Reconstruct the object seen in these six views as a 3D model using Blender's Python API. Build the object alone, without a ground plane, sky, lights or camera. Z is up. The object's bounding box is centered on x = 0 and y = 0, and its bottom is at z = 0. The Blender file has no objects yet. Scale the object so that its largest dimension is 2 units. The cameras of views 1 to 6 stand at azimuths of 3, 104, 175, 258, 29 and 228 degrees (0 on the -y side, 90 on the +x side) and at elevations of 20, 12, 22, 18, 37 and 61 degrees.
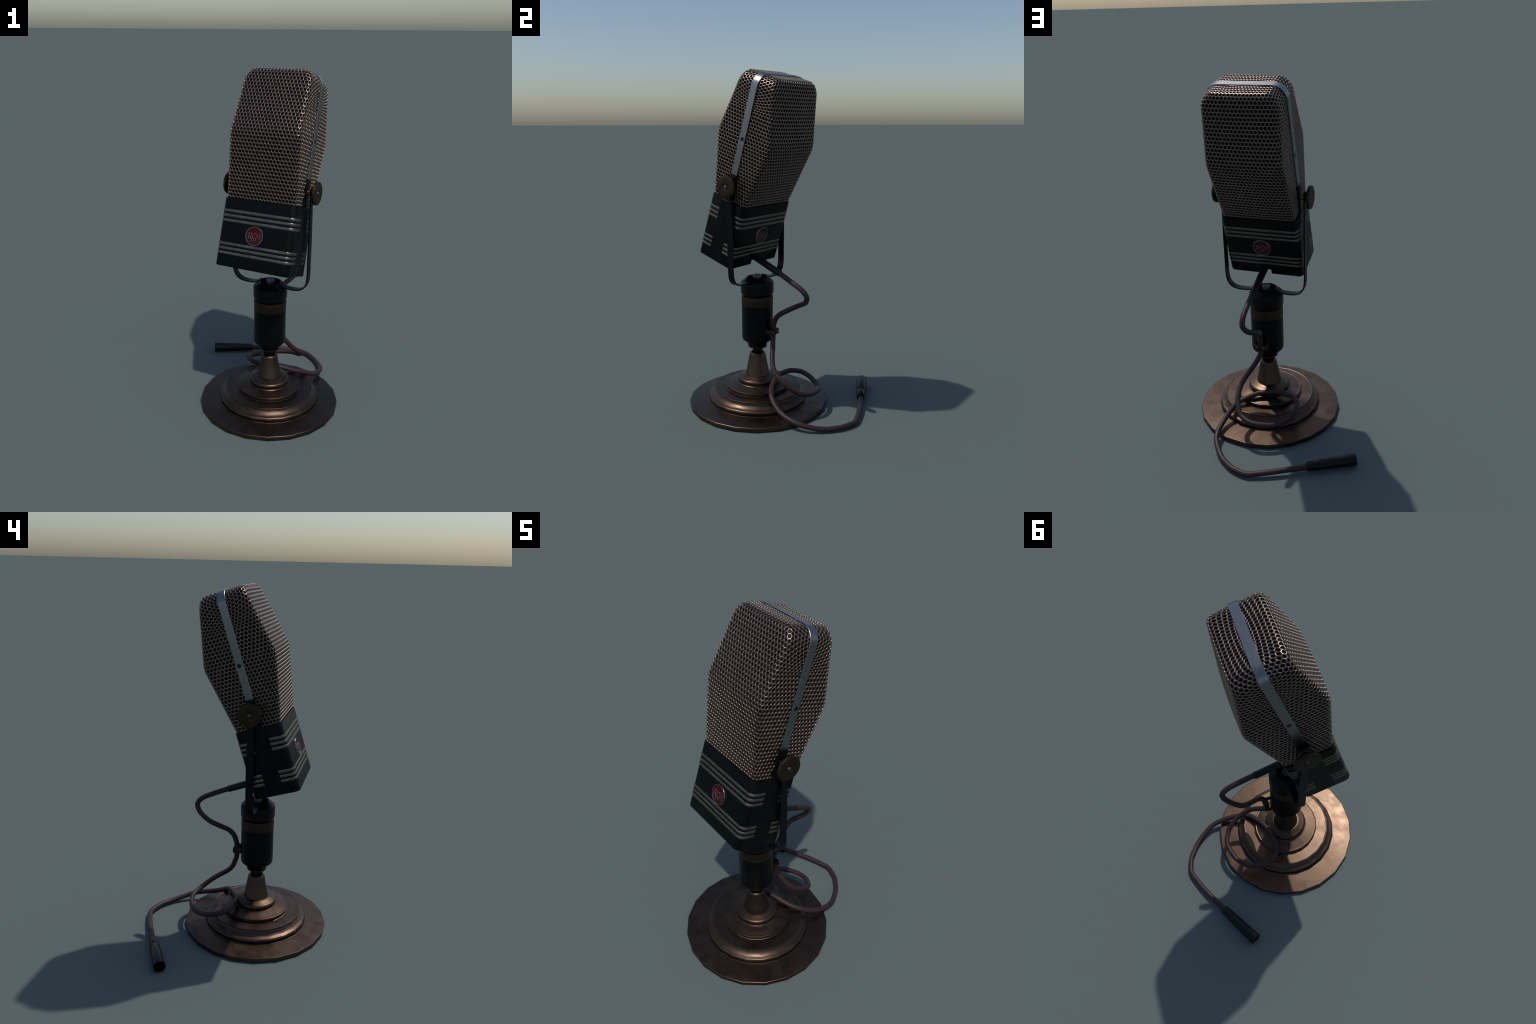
"""Vintage ribbon microphone on a round stepped desk stand, built part by part."""
import bpy, bmesh, math
from mathutils import Vector, Matrix
from math import sin, cos, pi, radians

# ------------------------------------------------------------------ frame
AXIS = Vector((-0.0027, -0.115, 0.0))          # stand axis
YAW = radians(-23.9)                           # yoke and head turn about z
TILT = radians(17.5)                           # head leans back about the axle
AXLE_Z = 1.365
X_ = Vector((cos(YAW), sin(YAW), 0))
Y_ = Vector((-sin(YAW), cos(YAW), 0))
STAND = Matrix.Translation(AXIS)
YOKE = STAND @ Matrix.Rotation(YAW, 4, 'Z')
HEAD = YOKE @ Matrix.Translation((0, 0, AXLE_Z)) @ Matrix.Rotation(-TILT, 4, 'X') @ Matrix.Translation((0.0025, -0.0072, 0))
GRILL = HEAD @ Matrix.Translation((0, 0.0002, 0)) @ Matrix.Rotation(radians(0.05), 4, 'X')
I4 = Matrix.Identity(4)
coll = bpy.context.scene.collection

# ------------------------------------------------------------------ materials
def material(name, color, rough=0.5, metal=0.0, var=0.25, scale=20.0, rvar=0.1, bump=0.0,
             bscale=200.0, stretch=(1, 1, 1), second=None, mask=(0.5, 0.7), mscale=9.0, coat=0.0, spec=0.5):
    m = bpy.data.materials.new(name); m.use_nodes = True
    nt = m.node_tree; N = nt.nodes; L = nt.links
    b = N['Principled BSDF']
    tc = N.new('ShaderNodeTexCoord'); mp = N.new('ShaderNodeMapping'); mp.inputs['Scale'].default_value = stretch
    L.new(tc.outputs['Object'], mp.inputs['Vector'])
    n1 = N.new('ShaderNodeTexNoise'); n1.inputs['Scale'].default_value = scale
    n1.inputs['Detail'].default_value = 6; n1.inputs['Roughness'].default_value = 0.6
    L.new(mp.outputs['Vector'], n1.inputs['Vector'])
    r = N.new('ShaderNodeValToRGB')
    r.color_ramp.elements[0].position = 0.3; r.color_ramp.elements[1].position = 0.7
    r.color_ramp.elements[0].color = [c * (1 - var) for c in color] + [1]
    r.color_ramp.elements[1].color = [min(1, c * (1 + var)) for c in color] + [1]
    L.new(n1.outputs['Fac'], r.inputs['Fac'])
    out = r.outputs['Color']
    if second:
        n2 = N.new('ShaderNodeTexNoise'); n2.inputs['Scale'].default_value = mscale
        n2.inputs['Detail'].default_value = 8; n2.inputs['Roughness'].default_value = 0.7
        L.new(mp.outputs['Vector'], n2.inputs['Vector'])
        r2 = N.new('ShaderNodeValToRGB')
        r2.color_ramp.elements[0].position = mask[0]; r2.color_ramp.elements[1].position = mask[1]
        L.new(n2.outputs['Fac'], r2.inputs['Fac'])
        mx = N.new('ShaderNodeMix'); mx.data_type = 'RGBA'
        L.new(r2.outputs['Color'], mx.inputs['Factor']); L.new(out, mx.inputs['A'])
        mx.inputs['B'].default_value = list(second) + [1]
        out = mx.outputs['Result']
    L.new(out, b.inputs['Base Color'])
    mr = N.new('ShaderNodeMapRange'); mr.inputs['From Min'].default_value = 0.3; mr.inputs['From Max'].default_value = 0.7
    mr.inputs['To Min'].default_value = max(0.02, rough - rvar); mr.inputs['To Max'].default_value = min(1, rough + rvar)
    L.new(n1.outputs['Fac'], mr.inputs['Value']); L.new(mr.outputs['Result'], b.inputs['Roughness'])
    b.inputs['Metallic'].default_value = metal
    b.inputs['Coat Weight'].default_value = coat
    b.inputs['Specular IOR Level'].default_value = spec
    if bump:
        n3 = N.new('ShaderNodeTexNoise'); n3.inputs['Scale'].default_value = bscale; n3.inputs['Detail'].default_value = 4
        L.new(mp.outputs['Vector'], n3.inputs['Vector'])
        bp = N.new('ShaderNodeBump'); bp.inputs['Strength'].default_value = bump; bp.inputs['Distance'].default_value = 0.002
        L.new(n3.outputs['Fac'], bp.inputs['Height']); L.new(bp.outputs['Normal'], b.inputs['Normal'])
    return m

M_BRONZE = material('aged_bronze', (0.090, 0.061, 0.044), 0.40, 1.0, 0.18, 14, 0.07, 0.03, 40,  # base colour lowered to tame the sun's hot spot on the stand
                    second=(0.078, 0.052, 0.037), mask=(0.38, 0.75), mscale=8)
M_BRASS = material('tarnished_brass', (0.040, 0.027, 0.0165), 0.5, 0.85, 0.2, 40, 0.08, 0.1, 120)
M_AXLE = material('polished_brass', (0.30, 0.17, 0.08), 0.35, 1.0, 0.15, 40, 0.05)
M_COLLAR = material('brown_collar', (0.043, 0.026, 0.0155), 0.5, 0.7, 0.25, 60, 0.06, 0.25, 40, stretch=(6, 6, 0.4))
M_BLACK = material('black_enamel', (0.0020, 0.0026, 0.0029), 0.38, 0.0, 0.25, 14, 0.08, 0.05, 90, spec=0.13)
M_STEELBLACK = material('blued_steel', (0.0022, 0.0027, 0.0040), 0.36, 0.0, 0.2, 20, 0.08, spec=0.18)
M_GRILLE = material('perforated_grille_metal', (0.225, 0.172, 0.140), 0.33, 0.95, 0.12, 30, 0.06)
M_LINER = material('maroon_grille_cloth', (0.011, 0.0022, 0.0025), 0.6, 0.0, 0.3, 60, 0.1, spec=0.2)
M_STRIP = material('brushed_steel', (0.245, 0.255, 0.262), 0.33, 1.0, 0.05, 30, 0.04, stretch=(1, 6, 0.4))  # steel tint lightened towards neutral for the sun reflection over the crown
M_TRIM = material('worn_trim_metal', (0.165, 0.145, 0.118), 0.38, 0.9, 0.2, 40, 0.1)
M_CHROME = material('chrome_edge', (0.20, 0.215, 0.23), 0.24, 1.0, 0.1, 40, 0.05)
M_BOLT = material('zinc_bolt', (0.085, 0.097, 0.108), 0.42, 0.9, 0.25, 60, 0.1)
M_RED = material('red_enamel', (0.050, 0.0011, 0.0022), 0.32, 0.0, 0.15, 30, 0.05, spec=0.18)
M_LETTER = material('raised_letter_metal', (0.15, 0.138, 0.120), 0.4, 0.8, 0.15, 60, 0.08)
M_CABLE = material('maroon_cable_jacket', (0.032, 0.0158, 0.0155), 0.5, 0.0, 0.2, 30, 0.08, 0.12, 300, spec=0.3)  # jacket colour taken down to match its shaded stretches
M_RUBBER = material('black_rubber', (0.0032, 0.0035, 0.0050), 0.38, 0.0, 0.25, 30, 0.08, spec=0.25)

# ------------------------------------------------------------------ helpers
root = bpy.data.objects.new('ribbon_microphone', None)
root.empty_display_size = 0.1
root.matrix_world = STAND
coll.objects.link(root)
root['label'] = 'vintage perforated ribbon microphone on round bronze desk stand'
root['category'] = 'microphone'
WORLD = {root.name: STAND.copy()}

def add(name, mesh, mats, matrix=I4, parent=None, angle=30):
    o = bpy.data.objects.new(name, mesh)
    coll.objects.link(o)
    if not mesh.materials:
        for m in (mats if isinstance(mats, (list, tuple)) else [mats]):
            mesh.materials.append(m)
    p = parent or root
    o.parent = p
    o.matrix_parent_inverse = WORLD[p.name].inverted()
    o.matrix_basis = matrix
    WORLD[o.name] = matrix.copy()
    if angle is not None:
        mesh.shade_smooth()
        mesh.set_sharp_from_angle(angle=radians(angle))
    return o

def mesh_from(name, verts, faces):
    me = bpy.data.meshes.new(name)
    me.from_pydata([tuple(v) for v in verts], [], faces)
    bm = bmesh.new(); bm.from_mesh(me)
    bmesh.ops.remove_doubles(bm, verts=bm.verts, dist=1e-6)
    bmesh.ops.recalc_face_normals(bm, faces=bm.faces)
    bm.to_mesh(me); bm.free()
    return me

def lathe(name, prof, seg=32, phase=0.0):
    """Revolve (radius, z) pairs about z; ends are capped when r > 0."""
    vs, fs = [], []
    n = len(prof)
    for k in range(seg):
        a = phase + 2 * pi * k / seg
        for r, z in prof:
            vs.append((r * cos(a), r * sin(a), z))
    for k in range(seg):
        k2 = (k + 1) % seg
        for i in range(n - 1):
            fs.append((k * n + i, k2 * n + i, k2 * n + i + 1, k * n + i + 1))
    if prof[0][0] > 1e-6: fs.append([k * n for k in range(seg)][::-1])
    if prof[-1][0] > 1e-6: fs.append([k * n + n - 1 for k in range(seg)])
    return mesh_from(name, vs, fs)

def arc(cx, cz, r, a0, a1, n=6):
    return [(cx + r * cos(radians(a0 + (a1 - a0) * i / n)), cz + r * sin(radians(a0 + (a1 - a0) * i / n))) for i in range(n + 1)]

def tube(name, pts, rad, seg=12, caps=True):
    """Sweep a circle along points with a parallel-transported frame; rad is a number or list."""
    pts = [Vector(p) for p in pts]; n = len(pts)
    rads = rad if isinstance(rad, (list, tuple)) else [rad] * n
    tang = [((pts[min(i + 1, n - 1)] - pts[max(i - 1, 0)])).normalized() for i in range(n)]
    up = Vector((0, 0, 1)) if abs(tang[0].z) < 0.9 else Vector((1, 0, 0))
    u = tang[0].cross(up).normalized()
    vs, fs = [], []
    for i in range(n):
        if i:
            u = (u - tang[i] * u.dot(tang[i])).normalized()
        w = tang[i].cross(u)
        for k in range(seg):
            a = 2 * pi * k / seg
            vs.append(pts[i] + (u * cos(a) + w * sin(a)) * rads[i])
    for i in range(n - 1):
        for k in range(seg):
            k2 = (k + 1) % seg
            fs.append((i * seg + k, i * seg + k2, (i + 1) * seg + k2, (i + 1) * seg + k))
    if caps:
        fs.append(list(range(seg))[::-1]); fs.append([(n - 1) * seg + k for k in range(seg)])
    return mesh_from(name, vs, fs)

def catmull(pts, sub=4):
    P = [Vector(p) for p in pts]
    P = [2 * P[0] - P[1]] + P + [2 * P[-1] - P[-2]]
    out = []
    for i in range(1, len(P) - 2):
        p0, p1, p2, p3 = P[i - 1:i + 3]
        for s in range(sub):
            t = s / sub
            out.append(0.5 * ((2 * p1) + (p2 - p0) * t + (2 * p0 - 5 * p1 + 4 * p2 - p3) * t * t + (3 * p1 - p0 - 3 * p2 + p3) * t ** 3))
    out.append(P[-2])
    return out

def bevel_mesh(me, width, segs=2, angle=30):
    bm = bmesh.new(); bm.from_mesh(me)
    ed = [e for e in bm.edges if len(e.link_faces) == 2 and e.calc_face_angle(0) > radians(angle)]
    bmesh.ops.bevel(bm, geom=ed, offset=width, segments=segs, profile=0.5, affect='EDGES', clamp_overlap=True)
    bm.to_mesh(me); bm.free()
    return me

def box(name, x0, x1, y0, y1, z0, z1, bev=0.0):
    vs = [(x, y, z) for x in (x0, x1) for y in (y0, y1) for z in (z0, z1)]
    fs = [(0, 1, 3, 2), (4, 6, 7, 5), (0, 4, 5, 1), (2, 3, 7, 6), (0, 2, 6, 4), (1, 5, 7, 3)]
    me = mesh_from(name, vs, fs)
    return bevel_mesh(me, bev) if bev else me

# ------------------------------------------------------------------ stand
SEG = 21
PH = radians(-157.0)
base_prof = ([(0.0, 0.0), (0.420, 0.0), (0.4248, 0.004), (0.4248, 0.0215), (0.4238, 0.0245), (0.4215, 0.0262), (0.4185, 0.0267), (0.4170, 0.0268), (0.4130, 0.0271),
              (0.3140, 0.0352), (0.3100, 0.03545), (0.3085, 0.0356), (0.3070, 0.0378), (0.3045, 0.0385), (0.3020, 0.0370)]
             + [(0.3005, 0.0365), (0.3025, 0.042)] + arc(0.290, 0.053, 0.0135, -10, 80, 6)
             + [(0.2855, 0.0685), (0.280, 0.072), (0.2725, 0.0775), (0.2645, 0.086), (0.2600, 0.094), (0.2595, 0.0990),
                (0.2660, 0.1005), (0.2682, 0.1030), (0.2682, 0.1060), (0.2665, 0.1082), (0.2635, 0.1088), (0.2605, 0.1075), (0.2590, 0.1075), (0.2560, 0.1076), (0.2010, 0.1090), (0.1980, 0.1091), (0.1965, 0.1092), (0.1930, 0.1112),
                (0.1865, 0.1120), (0.1850, 0.1205), (0.1935, 0.1228), (0.1958, 0.1255), (0.1958, 0.1290), (0.1940, 0.1315), (0.1905, 0.1326), (0.1870, 0.1318), (0.1855, 0.1320), (0.1825, 0.1326),
                (0.1320, 0.1428), (0.1290, 0.1434), (0.1275, 0.1438), (0.1250, 0.1462), (0.1215, 0.1472)]
             + [(0.1225, 0.152)] + arc(0.108, 0.162, 0.0155, -20, 80, 6)
             + [(0.098, 0.181), (0.088, 0.186), (0.0775, 0.1885), (0.0745, 0.189)])
base = add('stand_base', lathe('stand_base', base_prof + [(0.0, 0.189)], SEG, PH), M_BRONZE, STAND, angle=24)

cone_prof = [(0.0, 0.1885), (0.0745, 0.1885), (0.0742, 0.192), (0.0725, 0.196), (0.0495, 0.316), (0.0475, 0.323), (0.044, 0.3275),
             (0.040, 0.3295), (0.036, 0.328), (0.0345, 0.322), (0.0345, 0.314), (0.0, 0.314)]
add('neck_cone', lathe('neck_cone', cone_prof, SEG, PH), M_BRONZE, STAND)
add('neck_shaft', lathe('neck_shaft', [(0.0, 0.316), (0.0285, 0.316), (0.0285, 0.362), (0.0, 0.362)], 24), M_STEELBLACK, STAND)
add('ferrule_rim', lathe('ferrule_rim', [(0.0, 0.3565), (0.033, 0.3565), (0.044, 0.3585), (0.053, 0.3625), (0.0575, 0.3675), (0.0585, 0.3715), (0.057, 0.374), (0.0, 0.374)], 24), M_COLLAR, STAND)
add('neck_ferrule', lathe('neck_ferrule', [(0.0, 0.3735), (0.0573, 0.3735), (0.0572, 0.378), (0.0600, 0.386), (0.0655, 0.396), (0.0690, 0.404), (0.0, 0.404)], 24), M_BLACK, STAND)
cyl = [(0.0, 0.398), (0.066, 0.398), (0.072, 0.4005), (0.083, 0.4085), (0.0905, 0.4155), (0.0942, 0.4225), (0.0948, 0.430), (0.0948, 0.633), (0.0, 0.633)]
add('handle_barrel', lathe('handle_barrel', cyl, 24), M_BLACK, STAND)
col = [(0.0, 0.6325), (0.0948, 0.6325), (0.0958, 0.6345), (0.0958, 0.688), (0.0948, 0.6915), (0.092, 0.693), (0.0, 0.693)]
add('barrel_collar', lathe('barrel_collar', col, 24), M_COLLAR, STAND)
cap = [(0.0, 0.690), (0.0450, 0.690), (0.0450, 0.6992), (0.0895, 0.6995), (0.0945, 0.7035), (0.0985, 0.7085), (0.0997, 0.714), (0.0997, 0.771),
       (0.0985, 0.7765), (0.0945, 0.7805), (0.066, 0.8045), (0.0625, 0.8060), (0.0600, 0.8045), (0.0590, 0.801), (0.0590, 0.776), (0.0, 0.776)]
add('barrel_cap', lathe('barrel_cap', cap, 24), M_STEELBLACK, STAND)
# hex bolt in the cap
bolt_parts = add('hex_bolt', lathe('hex_bolt', [(0, 0.781), (0.0275, 0.781), (0.0275, 0.815), (0.025, 0.819), (0.017, 0.8195), (0.015, 0.817), (0.0, 0.8165)], 6, radians(10)), M_BOLT, YOKE)
add('washer', lathe('washer', [(0, 0.774), (0.034, 0.774), (0.034, 0.780), (0.033, 0.782), (0, 0.782)], 24), M_STEELBLACK, YOKE, bolt_parts)

# ------------------------------------------------------------------ yoke strap
side = [(0.0, 0.7835), (0.045, 0.7850), (0.0635, 0.8085), (0.0700, 0.8030), (0.088, 0.7925), (0.103, 0.7880), (0.140, 0.7860), (0.178, 0.7890),
        (0.203, 0.7985), (0.219, 0.8130), (0.2300, 0.8330), (0.2355, 0.8600), (0.2375, 0.8950), (0.2385, 1.10), (0.2390, 1.395)]
side = [side[0]] + [tuple(p[:2]) for p in [(v.x, v.y) for v in catmull([Vector((x, z, 0)) for x, z in side[3:-2]], 3)]] + side[-2:]
side[0] = (0.0615, 0.8075)
line_r = side
def strap(name, line, half, th):
    vs, fs = [], []
    P = [Vector((x, z)) for x, z in line]; n = len(P)
    for i in range(n):
        t = (P[min(i + 1, n - 1)] - P[max(i - 1, 0)]).normalized(); nn = Vector((t.y, -t.x))
        for s in (-1, 1):
            q = P[i] + nn * (s * th / 2)
            w = half if i < n - 1 else half * 0.6
            vs += [(q.x, -w, q.y), (q.x, w, q.y)]
    for i in range(n - 1):
        a, b = i * 4, i * 4 + 4
        fs += [(a, a + 1, b + 1, b), (a + 2, b + 2, b + 3, a + 3), (a, b, b + 2, a + 2), (a + 1, a + 3, b + 3, b + 1)]
    fs += [(0, 2, 3, 1), (4 * n - 4, 4 * n - 3, 4 * n - 1, 4 * n - 2)]
    return bevel_mesh(mesh_from(name, vs, fs), 0.0012, 1, 50)
arm_me = strap('yoke_arm', line_r, 0.0205, 0.0078)
add('yoke_arm', arm_me, M_STEELBLACK, YOKE, angle=35)
add('yoke_arm', arm_me, M_STEELBLACK, YOKE @ Matrix.Rotation(pi, 4, 'Z'), angle=None)

# ------------------------------------------------------------------ axle, knobs
knob_prof = [(0.0, 0.2600), (0.0595, 0.2600), (0.0630, 0.2615), (0.0643, 0.2640), (0.0643, 0.2725), (0.0630, 0.2755), (0.0595, 0.2770),
             (0.020, 0.2768), (0.0150, 0.2750), (0.0135, 0.2735), (0.0, 0.2735)]
knob_me = lathe('knob', knob_prof, 32)
rivet_me = lathe('rivet', [(0, 0.270), (0.0115, 0.270), (0.0115, 0.2755), (0.0095, 0.2785), (0.005, 0.280), (0.0, 0.2803)], 16)
axle_me = lathe('axle', [(0, 0.205), (0.0165, 0.205), (0.0165, 0.2315), (0.0, 0.2315)], 20)
hub_me = lathe('knob_washer', [(0, 0.2405), (0.024, 0.2405), (0.0255, 0.243), (0.0255, 0.2465), (0.022, 0.2485), (0.022, 0.2605), (0.0, 0.2605)], 20)
PIVOT = YOKE @ Matrix.Translation((0, 0, AXLE_Z))
for s in (1, -1):
    T = PIVOT @ (Matrix.Rotation(pi, 4, 'Z') if s < 0 else I4) @ Matrix.Rotation(pi / 2, 4, 'Y')
    k = add('knob', knob_me, M_BRASS, T, angle=30 if s > 0 else None)
    add('rivet', rivet_me, M_BOLT, T, k, angle=40 if s > 0 else None)
    add('knob_washer', hub_me, M_STEELBLACK, T, k, angle=30 if s > 0 else None)
    add('axle', axle_me, M_AXLE, T, angle=30 if s > 0 else None)

# ------------------------------------------------------------------ head: perforated grille
GW, GH, GR = 0.2085, 0.6315, 0.070      # half width, top height, corner radius seen from the front
RC = 0.200                              # reach of the corner in the unrolled sheet
RF = 0.024                              # fold radius between face and flange
Z0 = -0.100                             # tucked into the housing
PX, PZ = 0.0209, 0.0195                 # hole pitch
D_BOT, D_CREASE, D_TOP, Z_CREASE = 0.1222, 0.1995, 0.1185, 0.277
def depth(z):
    s1 = (D_CREASE - D_BOT) / (Z_CREASE - Z0); s2 = (D_TOP - D_CREASE) / (GH - Z_CREASE)
    h = 0.028; t = z - Z_CREASE
    if t < -h: return D_CREASE + s1 * t
    if t > h: return D_CREASE + s2 * t
    # parabola joining the two slopes
    a = (s2 - s1) / (4 * h); m = (s1 + s2) / 2
    c = D_CREASE - s1 * h - (a * h * h - m * h)
    return a * t * t + m * t + c
def corner_radius(ph):
    """Distance from the corner centre to the rounded face outline in direction ph (0..pi/2)."""
    c, sn = cos(ph), sin(ph); k = RC - GR
    if RC * sn <= k * c: return RC / c
    if RC * c <= k * sn: return RC / sn
    m = k * (c + sn)
    return m + math.sqrt(max(0.0, m * m - 2 * k * k + GR * GR))
def fold(q):
    if q <= -RF: return q, 0.0
    if q >= RF: return 0.0, q
    th = (q / RF + 1) / 2 * pi / 2
    return -RF + RF * sin(th), RF - RF * cos(th)
def sheet(a, b):
    """Unrolled sheet position (a across, b up) -> point on the front half shell."""
    sg = 1 if a >= 0 else -1; a = abs(a)
    cx, cz = GW - RC, GH - RC
    if a <= cx and b <= cz: x, z, t = a, b, 0.0
    elif b <= cz:
        e, t = fold(a - GW); x, z = GW + e, b
    elif a <= cx:
        e, t = fold(b - GH); x, z = a, GH + e
    else:
        ro = math.hypot(a - cx, b - cz); ph = math.atan2(b - cz, a - cx)
        rb = corner_radius(ph); e, t = fold(ro - rb)
        x, z = cx + cos(ph) * (rb + e), cz + sin(ph) * (rb + e)
    # faces swell a little between the folds; the flanks draw in towards the faces near the top
    d = depth(z); face = max(0.0, 1 - t / RF)
    y = -d + t - 0.0068 * face * (1 - (x / GW) ** 2) * min(1.0, max(0.0, (z + 0.085) / 0.08))
    draft = 0.042 * min(1.0, max(0.0, (z - 0.25) / 0.35))
    x *= 1 - draft * max(0.0, min(1.0, -y / d))
    return Vector((sg * x, y, z))
def normal(a, b):
    d = 5e-4
    n = (sheet(a + d, b) - sheet(a - d, b)).cross(sheet(a, b + d) - sheet(a, b - d))
    return n.normalized()

def build_grille():
    NS = 18
    vs, fs, mi = [], [], []
    rings = [(None, 0.0), (0.0095, 0.0001), (0.0090, 0.0007), (0.0084, 0.0019), (0.0080, 0.0040), (0.0078, 0.0075)]
    hexc = [(PX / 2, PZ / 3), (0, 2 * PZ / 3), (-PX / 2, PZ / 3), (-PX / 2, -PZ / 3), (0, -2 * PZ / 3), (PX / 2, -PZ / 3)]
    hexp = []
    for i in range(6):
        p, q = hexc[i], hexc[(i + 1) % 6]
        for k in range(3):
            hexp.append((p[0] + (q[0] - p[0]) * k / 3, p[1] + (q[1] - p[1]) * k / 3))
    ang = [math.atan2(y / PZ, x / PX) for x, y in hexp]
    for j in range(-1, 52):
        b = Z0 + 0.012 + j * PZ
        for i in range(-20, 21):
            a = (i + (0.5 if j % 2 else 0.0)) * PX
            c = sheet(a, b)
            if c.y > 0.010: continue
            if b > GH - 0.02 and abs(a) > GW - 0.02 and c.y > -0.002: continue
            base_i = len(vs)
            for rad, dep in rings:
                for k in range(NS):
                    if rad is None: da, db = hexp[k]
                    else: da, db = rad * cos(ang[k]) * PX / 0.0209, rad * sin(ang[k]) * PZ / 0.0200
                    p = sheet(a + da, b + db)
                    if dep: p = p - normal(a + da, b + db) * dep
                    p.y = min(p.y, 0.0); p.z = max(p.z, Z0)
                    vs.append(p)
            nr = len(rings)
            for r in range(nr - 1):
                for k in range(NS):
                    k2 = (k + 1) % NS
                    fs.append((base_i + r * NS + k, base_i + r * NS + k2, base_i + (r + 1) * NS + k2, base_i + (r + 1) * NS + k)); mi.append(0)
            fs.append([base_i + (nr - 1) * NS + k for k in range(NS)]); mi.append(1)
    me = bpy.data.meshes.new('grille_screen')
    me.from_pydata([tuple(v) for v in vs], [], fs)
    me.materials.append(M_GRILLE); me.materials.append(M_LINER)
    me.polygons.foreach_set('material_index', mi)
    bm = bmesh.new(); bm.from_mesh(me)
    bmesh.ops.remove_doubles(bm, verts=bm.verts, dist=1e-5)
    bmesh.ops.dissolve_degenerate(bm, edges=bm.edges, dist=1e-6)
    bm.to_mesh(me); bm.free()
    return me
g_me = build_grille()
TURN = Matrix.Rotation(pi, 4, 'Z')
add('grille_screen', g_me, None, GRILL, angle=60)
add('grille_screen', g_me, None, GRILL @ TURN, angle=None)

# steel band over the seam, from one axle bracket over the top to the other
def band_path(w, h, r, zlow, n=10):
    P = [(w, zlow), (w, (zlow + h - r) / 2)]
    P += [(w - r + r * cos(t), h - r + r * sin(t)) for t in [pi / 2 * k / n for k in range(n + 1)]]
    return P + [(-x, z) for x, z in P[::-1]]
def band(name, outer, inner, half, bev=0.0012):
    vs, fs = [], []; n = len(outer)
    for (xo, zo), (xi, zi) in zip(outer, inner):
        vs += [(xo, -half, zo), (xo, half, zo), (xi, half, zi), (xi, -half, zi)]
    for i in range(n - 1):
        a, b = 4 * i, 4 * i + 4
        for k in range(4):
            fs.append((a + k, a + (k + 1) % 4, b + (k + 1) % 4, b + k))
    fs += [(0, 1, 2, 3), (4 * n - 4, 4 * n - 1, 4 * n - 2, 4 * n - 3)]
    return bevel_mesh(mesh_from(name, vs, fs), bev, 1, 50)
bnd = add('seam_band', band('seam_band', band_path(0.2140, 0.6358, 0.0755, 0.06), band_path(0.2045, 0.6275, 0.066, 0.06), 0.0215), M_STRIP, GRILL, angle=35)
# countersunk screw holes in the band
for s, z in ((1, 0.273), (-1, 0.250)):
    T = GRILL @ Matrix.Translation((0, 0.0025, z)) @ (TURN if s < 0 else I4) @ Matrix.Rotation(pi / 2, 4, 'Y')
    add('countersink', lathe('countersink', [(0.0135, 0.2100), (0.0135, 0.2144), (0.0128, 0.2148), (0.0110, 0.2143), (0.0105, 0.2100)], 20), M_CHROME, T, bnd)
    add('band_screw', lathe('band_screw', [(0.0, 0.210), (0.0112, 0.210), (0.0112, 0.21425), (0.0, 0.21435)], 16), M_RUBBER, T, bnd)
# dark axle brackets below the band
def bracket():
    vs = []
    for z, h in ((0.070, 0.0255), (-0.095, 0.0265)):
        for x in (0.200, 0.2165):
            vs += [(x, -h, z), (x, h, z)]
    fs = [(0, 1, 3, 2), (4, 6, 7, 5), (0, 4, 5, 1), (2, 3, 7, 6), (0, 2, 6, 4), (1, 5, 7, 3)]
    return bevel_mesh(mesh_from('axle_bracket', vs, fs), 0.0025, 2)
br = bracket()
add('axle_bracket', br, M_BLACK, GRILL)
add('axle_bracket', br, M_BLACK, GRILL @ TURN, angle=None)

# ------------------------------------------------------------------ head: housing
HZ0, HZ1 = -0.464, -0.0865
def hw(z): return 0.2215 + (0.2175 - 0.2215) * (z - HZ0) / (HZ1 - HZ0)
def hd(z): return 0.1312 + (0.1300 - 0.1312) * (z - HZ0) / (HZ1 - HZ0)
def rrect(w, d, r, n=6):
    out = []
    for cx, cy, a0 in ((w - r, d - r, 0), (-w + r, d - r, 90), (-w + r, -d + r, 180), (w - r, -d + r, 270)):
        for k in range(n + 1):
            a = radians(a0 + 90 * k / n); out.append((cx + r * cos(a), cy + r * sin(a)))
    return out
HR = 0.030
def loft(name, sections):
    vs, fs = [], []; n = len(sections[0][0])
    for ring, z in sections:
        vs += [(x, y, z) for x, y in ring]
    for i in range(len(sections) - 1):
        for k in range(n):
            k2 = (k + 1) % n
            fs.append((i * n + k, i * n + k2, (i + 1) * n + k2, (i + 1) * n + k))
    fs.append(list(range(n))[::-1]); fs.append([(len(sections) - 1) * n + k for k in range(n)])
    return mesh_from(name, vs, fs)
def hsec(z, o=0.0): return (rrect(hw(z) + o, hd(z) + o, max(0.004, HR + o)), z)
secs = [hsec(HZ0 + 0.004, -0.010), hsec(HZ0 + 0.0005, -0.007), hsec(HZ0, -0.004), hsec(HZ0 + 0.0015, -0.001), hsec(HZ0 + 0.005), hsec(HZ1 - 0.004), hsec(HZ1 - 0.001, -0.001),
        hsec(HZ1, -0.003), hsec(HZ1 - 0.004, -0.009)]
h_me = loft('housing', secs)
housing = add('housing', h_me, M_BLACK, HEAD, angle=None)
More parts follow.
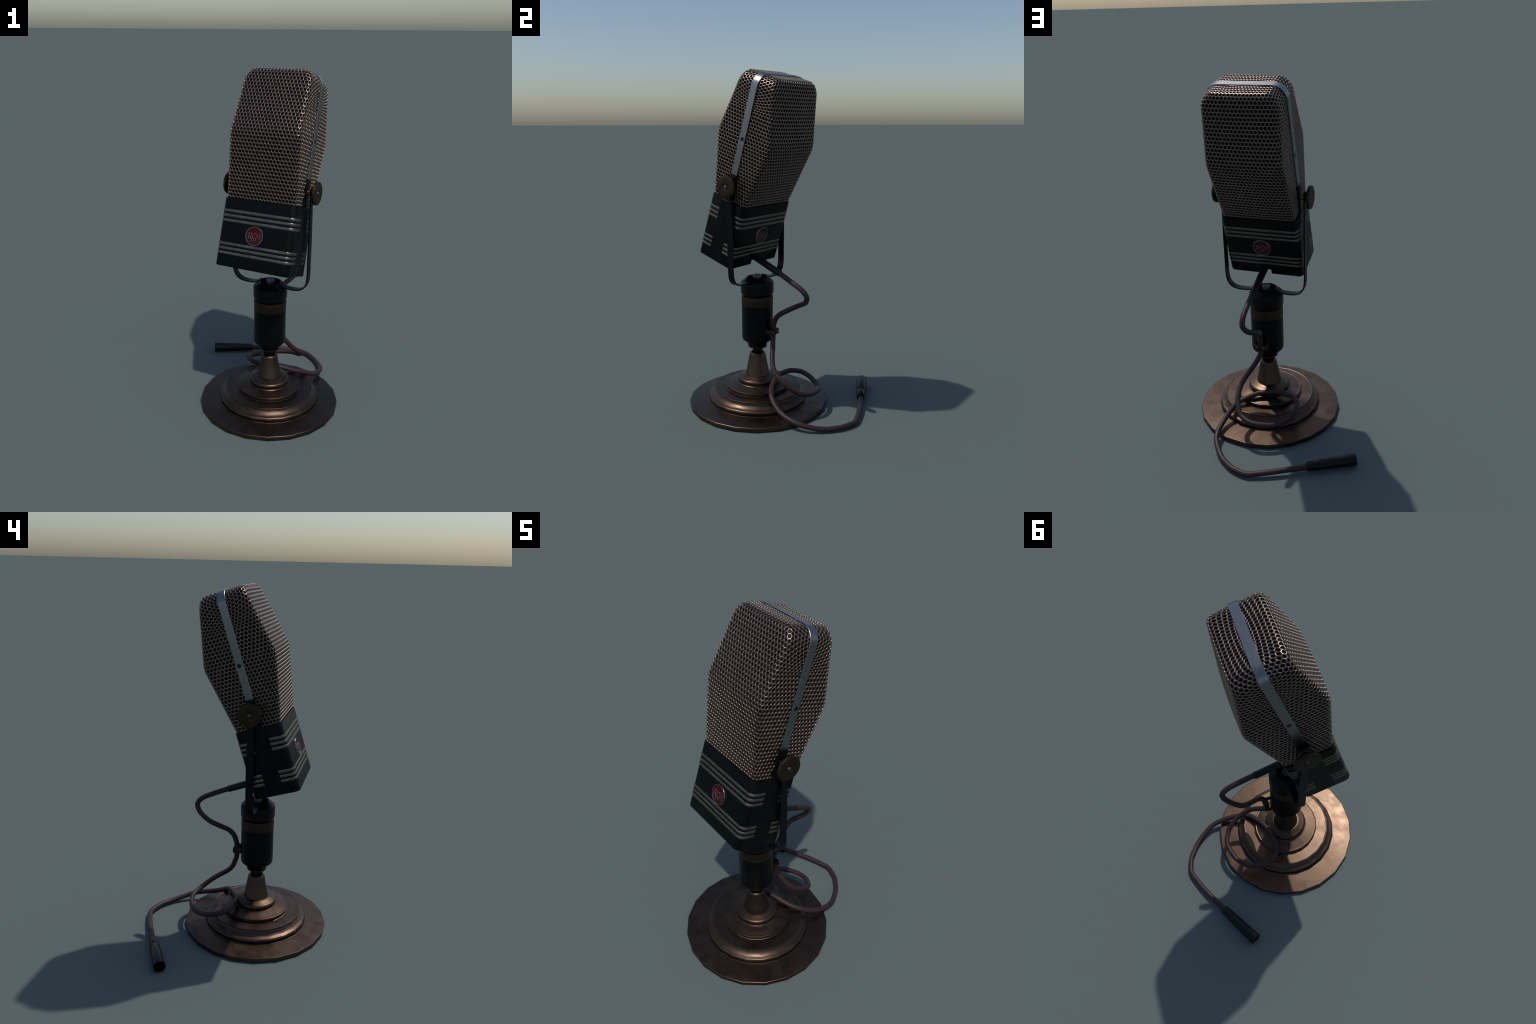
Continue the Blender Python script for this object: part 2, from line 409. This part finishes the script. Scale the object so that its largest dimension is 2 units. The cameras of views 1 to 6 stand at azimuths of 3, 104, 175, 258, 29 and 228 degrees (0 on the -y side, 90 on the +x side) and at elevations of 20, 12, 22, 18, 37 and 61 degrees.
# cable notch cut into the lower back edge
cut = bpy.data.objects.new('notch_cutter', None)
nv, nf = [], []
ring = [(-0.034, HZ0 - 0.02), (0.034, HZ0 - 0.02), (0.034, HZ0 + 0.026), (0.024, HZ0 + 0.036), (-0.024, HZ0 + 0.036), (-0.034, HZ0 + 0.026)]
for y in (0.10, 0.20):
    nv += [(x, y, z) for x, z in ring]
nf = [list(range(6))[::-1], list(range(6, 12))] + [(k, (k + 1) % 6, (k + 1) % 6 + 6, k + 6) for k in range(6)]
cut = bpy.data.objects.new('notch_cutter', mesh_from('notch_cutter', nv, nf)); coll.objects.link(cut); cut.matrix_world = HEAD
md = housing.modifiers.new('notch', 'BOOLEAN'); md.object = cut; md.operation = 'DIFFERENCE'; md.solver = 'EXACT'
bpy.context.view_layer.update()
dg = bpy.context.evaluated_depsgraph_get()
me2 = bpy.data.meshes.new_from_object(housing.evaluated_get(dg))
housing.modifiers.clear(); housing.data = me2
bpy.data.objects.remove(cut)
me2.shade_smooth(); me2.set_sharp_from_angle(angle=radians(32))

# centre plates on both sides
def plate():
    vs, fs = [], []
    for z, h in ((HZ1 - 0.004, 0.043), (HZ0 + 0.006, 0.043)):
        for o in (-0.004, 0.0009):
            vs += [(hw(z) + o, -h, z), (hw(z) + o, h, z)]
    fs = [(0, 1, 3, 2), (4, 6, 7, 5), (0, 4, 5, 1), (2, 3, 7, 6), (0, 2, 6, 4), (1, 5, 7, 3)]
    return bevel_mesh(mesh_from('side_plate', vs, fs), 0.001, 1)
pm = plate()
add('side_plate', pm, M_BLACK, HEAD, housing)
add('side_plate', pm, M_BLACK, HEAD @ TURN, housing, angle=None)

# raised trim bars: front and back, wrapping the corners up to the side plates
def trim(zc):
    hh = 0.0076
    prof = [(-0.002, -hh), (0.0004, -hh), (0.0017, -hh * 0.6), (0.0021, 0), (0.0017, hh * 0.6), (0.0004, hh), (-0.002, hh)]
    vs, fs = [], []
    path = []
    w, d, r = hw(zc), hd(zc), HR
    path.append((w, -0.0465, 1, 0))
    for k in range(9):
        a = radians(0 - 90 * k / 8); path.append((w - r + r * cos(a), -d + r + r * sin(a), cos(a), sin(a)))
    path += [(-x, y, -nx, ny) for x, y, nx, ny in path[::-1]]
    m = len(prof)
    for x, y, nx, ny in path:
        for o, dz in prof:
            vs.append((x + nx * o, y + ny * o, zc + dz))
    for i in range(len(path) - 1):
        for k in range(m):
            k2 = (k + 1) % m
            fs.append((i * m + k, i * m + k2, (i + 1) * m + k2, (i + 1) * m + k))
    fs.append(list(range(m))[::-1]); fs.append([(len(path) - 1) * m + k for k in range(m)])
    return mesh_from('trim_bar', vs, fs)
for zc in (-0.156, -0.1828, -0.2095, -0.338, -0.3635, -0.389):
    tm = trim(zc)
    add('trim_bar', tm, M_TRIM, HEAD, housing, angle=50)
    add('trim_bar', tm, M_TRIM, HEAD @ TURN, housing, angle=None)

# round enamel badge with raised initials and a flourish below
BR = 0.0535
rim_me = lathe('badge_rim', [(0.0, -0.003), (BR, -0.003), (BR, 0.003), (BR - 0.0015, 0.0052), (BR - 0.004, 0.0058), (BR - 0.006, 0.0050), (BR - 0.0068, 0.0030), (0.0, 0.0030)], 40)
face_me = lathe('badge_face', [(0.0, 0.0), (BR - 0.007, 0.0), (BR - 0.007, 0.0038), (BR - 0.011, 0.0033), (0.02, 0.0036), (0.0, 0.0038)], 40)
ri = BR - 0.004
strokes = [  # (points, stroke half width) in badge radii
    ([(-0.62, 0.27), (-0.65, 0.0), (-0.68, -0.31)], 0.050),
    ([(-0.72, 0.29), (-0.48, 0.30), (-0.31, 0.24), (-0.27, 0.12), (-0.34, 0.0), (-0.48, -0.05), (-0.60, -0.05)], 0.036),
    ([(-0.50, -0.05), (-0.42, -0.18), (-0.34, -0.32), (-0.24, -0.35)], 0.050),
    ([(-0.78, -0.32), (-0.56, -0.32)], 0.024), ([(-0.74, 0.285), (-0.58, 0.285)], 0.024),
    ([(0.23, 0.13), (0.22, 0.23), (0.11, 0.29), (-0.06, 0.24), (-0.17, 0.08), (-0.18, -0.10), (-0.10, -0.25), (0.03, -0.31), (0.16, -0.26), (0.25, -0.12)], 0.042),
    ([(0.70, 0.28), (0.55, 0.26), (0.40, 0.16), (0.30, 0.0), (0.25, -0.15), (0.23, -0.32), (0.20, -0.54)], 0.034),
    ([(0.69, 0.29), (0.66, 0.05), (0.63, -0.28)], 0.050),
    ([(0.30, -0.05), (0.46, -0.03), (0.66, -0.03)], 0.026), ([(0.52, -0.29), (0.74, -0.29)], 0.024),
    ([(0.21, -0.54), (0.08, -0.47), (-0.02, -0.49), (-0.10, -0.60), (-0.28, -0.55), (-0.52, -0.54)], 0.034),
]
def letters():
    allv, allf = [], []
    for pts, wd in strokes:
        P = catmull([Vector((x * ri, y * ri, 0.0036)) for x, y in pts], 3)
        me = tube('stroke', P, wd * ri, 8)
        o = len(allv)
        for v in me.vertices: allv.append((v.co.x, v.co.y, 0.0036 + (v.co.z - 0.0036) * 0.9))
        for f in me.polygons: allf.append([i + o for i in f.vertices])
        bpy.data.meshes.remove(me)
    me = bpy.data.meshes.new('lettering'); me.from_pydata(allv, [], allf)
    return me
let_me = letters()
zb = -0.275
slope = math.atan2(0.0015, HZ1 - HZ0)
for s in (1, -1):
    T = HEAD @ (TURN if s < 0 else I4) @ Matrix.Translation((0.0, -hd(zb), zb)) @ Matrix.Rotation(pi / 2 - slope, 4, 'X')
    bg = add('badge', rim_me, M_CHROME, T, angle=40 if s > 0 else None)
    add('badge_face', face_me, M_RED, T, bg, angle=30 if s > 0 else None)
    add('lettering', let_me, M_LETTER, T, bg, angle=60 if s > 0 else None)

# ------------------------------------------------------------------ cable
cable_pts = [(-0.0038, -0.128, 0.926), (0.042, -0.034, 0.888), (0.087, 0.060, 0.845), (0.131, 0.151, 0.800), (0.148, 0.195, 0.774), (0.152, 0.220, 0.741), (0.133, 0.214, 0.709), (0.109, 0.199, 0.690), (0.084, 0.181, 0.677), (0.062, 0.153, 0.659), (0.057, 0.115, 0.639), (0.059, 0.078, 0.619), (0.060, 0.045, 0.600), (0.053, 0.018, 0.573), (0.050, 0.002, 0.531), (0.047, -0.003, 0.491), (0.047, -0.003, 0.451), (0.055, -0.003, 0.423), (0.076, 0.002, 0.388), (0.095, 0.004, 0.361), (0.133, 0.014, 0.313), (0.171, 0.040, 0.269), (0.198, 0.106, 0.220), (0.195, 0.169, 0.178), (0.184, 0.199, 0.160), (0.151, 0.240, 0.149), (0.109, 0.261, 0.142), (0.067, 0.269, 0.138), (0.027, 0.271, 0.133), (-0.009, 0.265, 0.132), (-0.051, 0.250, 0.135), (-0.075, 0.231, 0.138), (-0.107, 0.204, 0.145), (-0.127, 0.177, 0.154), (-0.145, 0.128, 0.166), (-0.122, 0.070, 0.175), (-0.096, 0.048, 0.176), (-0.073, 0.032, 0.176), (-0.026, 0.012, 0.176), (0.018, 0.008, 0.176), (0.060, 0.004, 0.171), (0.094, 0.004, 0.163), (0.138, 0.008, 0.149), (0.170, 0.015, 0.139), (0.200, 0.025, 0.130), (0.243, 0.056, 0.101), (0.281, 0.099, 0.075), (0.315, 0.159, 0.056), (0.331, 0.212, 0.045), (0.331, 0.260, 0.034), (0.319, 0.322, 0.023), (0.302, 0.374, 0.018), (0.284, 0.408, 0.018), (0.260, 0.449, 0.018), (0.222, 0.486, 0.018), (0.182, 0.514, 0.018), (0.142, 0.521, 0.020), (0.080, 0.524, 0.024), (0.021, 0.524, 0.027), (-0.040, 0.521, 0.029), (-0.110, 0.517, 0.030), (-0.165, 0.5125, 0.031)]
CAB = catmull(cable_pts, 2)
add('cable', tube('cable', CAB, 0.0153, 14), M_CABLE, I4)
s0, s1 = Vector((-0.008, -0.138, 0.930)), Vector((0.079, 0.048, 0.8505))
d = (s1 - s0)
sp = [s0 + d * t for t in (0, 0.3, 0.97, 1.0, 1.0)]
add('cable_sleeve', tube('cable_sleeve', [s0, s0 + d * 0.3, s0 + d * 0.985, s1, s1 + d * 0.001, s1 - d * 0.02], [0.0205, 0.0205, 0.0195, 0.018, 0.0145, 0.013], 18), M_RUBBER, I4, angle=40)
# plug at the end of the cable
p0, p1 = Vector((-0.1440, 0.5138, 0.0315)), Vector((-0.4130, 0.4910, 0.0345))
d = p1 - p0
LP = d.length
plug_prof = [(0.0, 0.02), (0.0135, 0.02), (0.0150, 0.0), (0.0225, 0.0), (0.0240, 0.006), (0.0272, 0.245), (0.0268, 0.25), (0.0268, 0.262), (0.0276, 0.267),
             (0.0340, 0.992), (0.0333, 1.0), (0.0308, 1.0), (0.0300, 0.99), (0.0265, 0.45), (0.0, 0.45)]
add('plug', lathe('plug', [(r, t * LP) for r, t in plug_prof], 22), M_RUBBER, Matrix.Translation(p0) @ d.to_track_quat('Z', 'Y').to_matrix().to_4x4(), angle=40)

# ------------------------------------------------------------------ cable clamp on the barrel
CW, CY, CT = 0.0370, 0.1385, 0.0065
path = [(CW, 0.080), (CW, CY), (-CW, CY), (-CW, 0.080)]
inner = [(CW - CT, 0.080), (CW - CT, CY - CT), (-CW + CT, CY - CT), (-CW + CT, 0.080)]
vs, fs = [], []
for (xo, yo), (xi, yi) in zip(path, inner):
    vs += [(xo, yo, 0.467), (xo, yo, 0.499), (xi, yi, 0.499), (xi, yi, 0.467)]
for i in range(3):
    a, b = 4 * i, 4 * i + 4
    for k in range(4): fs.append((a + k, a + (k + 1) % 4, b + (k + 1) % 4, b + k))
fs += [(0, 1, 2, 3), (12, 15, 14, 13)]
clamp = add('cable_clamp', bevel_mesh(mesh_from('cable_clamp', vs, fs), 0.0014, 2), M_BRASS, YOKE)
scr = lathe('clamp_screw', [(0, 0), (0.0085, 0.0), (0.0085, 0.0015), (0.006, 0.0032), (0.0, 0.0036)], 14)
for x in (-0.0225, 0.0205):
    add('clamp_screw', scr, M_BOLT, YOKE @ Matrix.Translation((x, CY - 0.0005, 0.482)) @ Matrix.Rotation(-pi / 2, 4, 'X'), clamp, angle=40 if x < 0 else None)
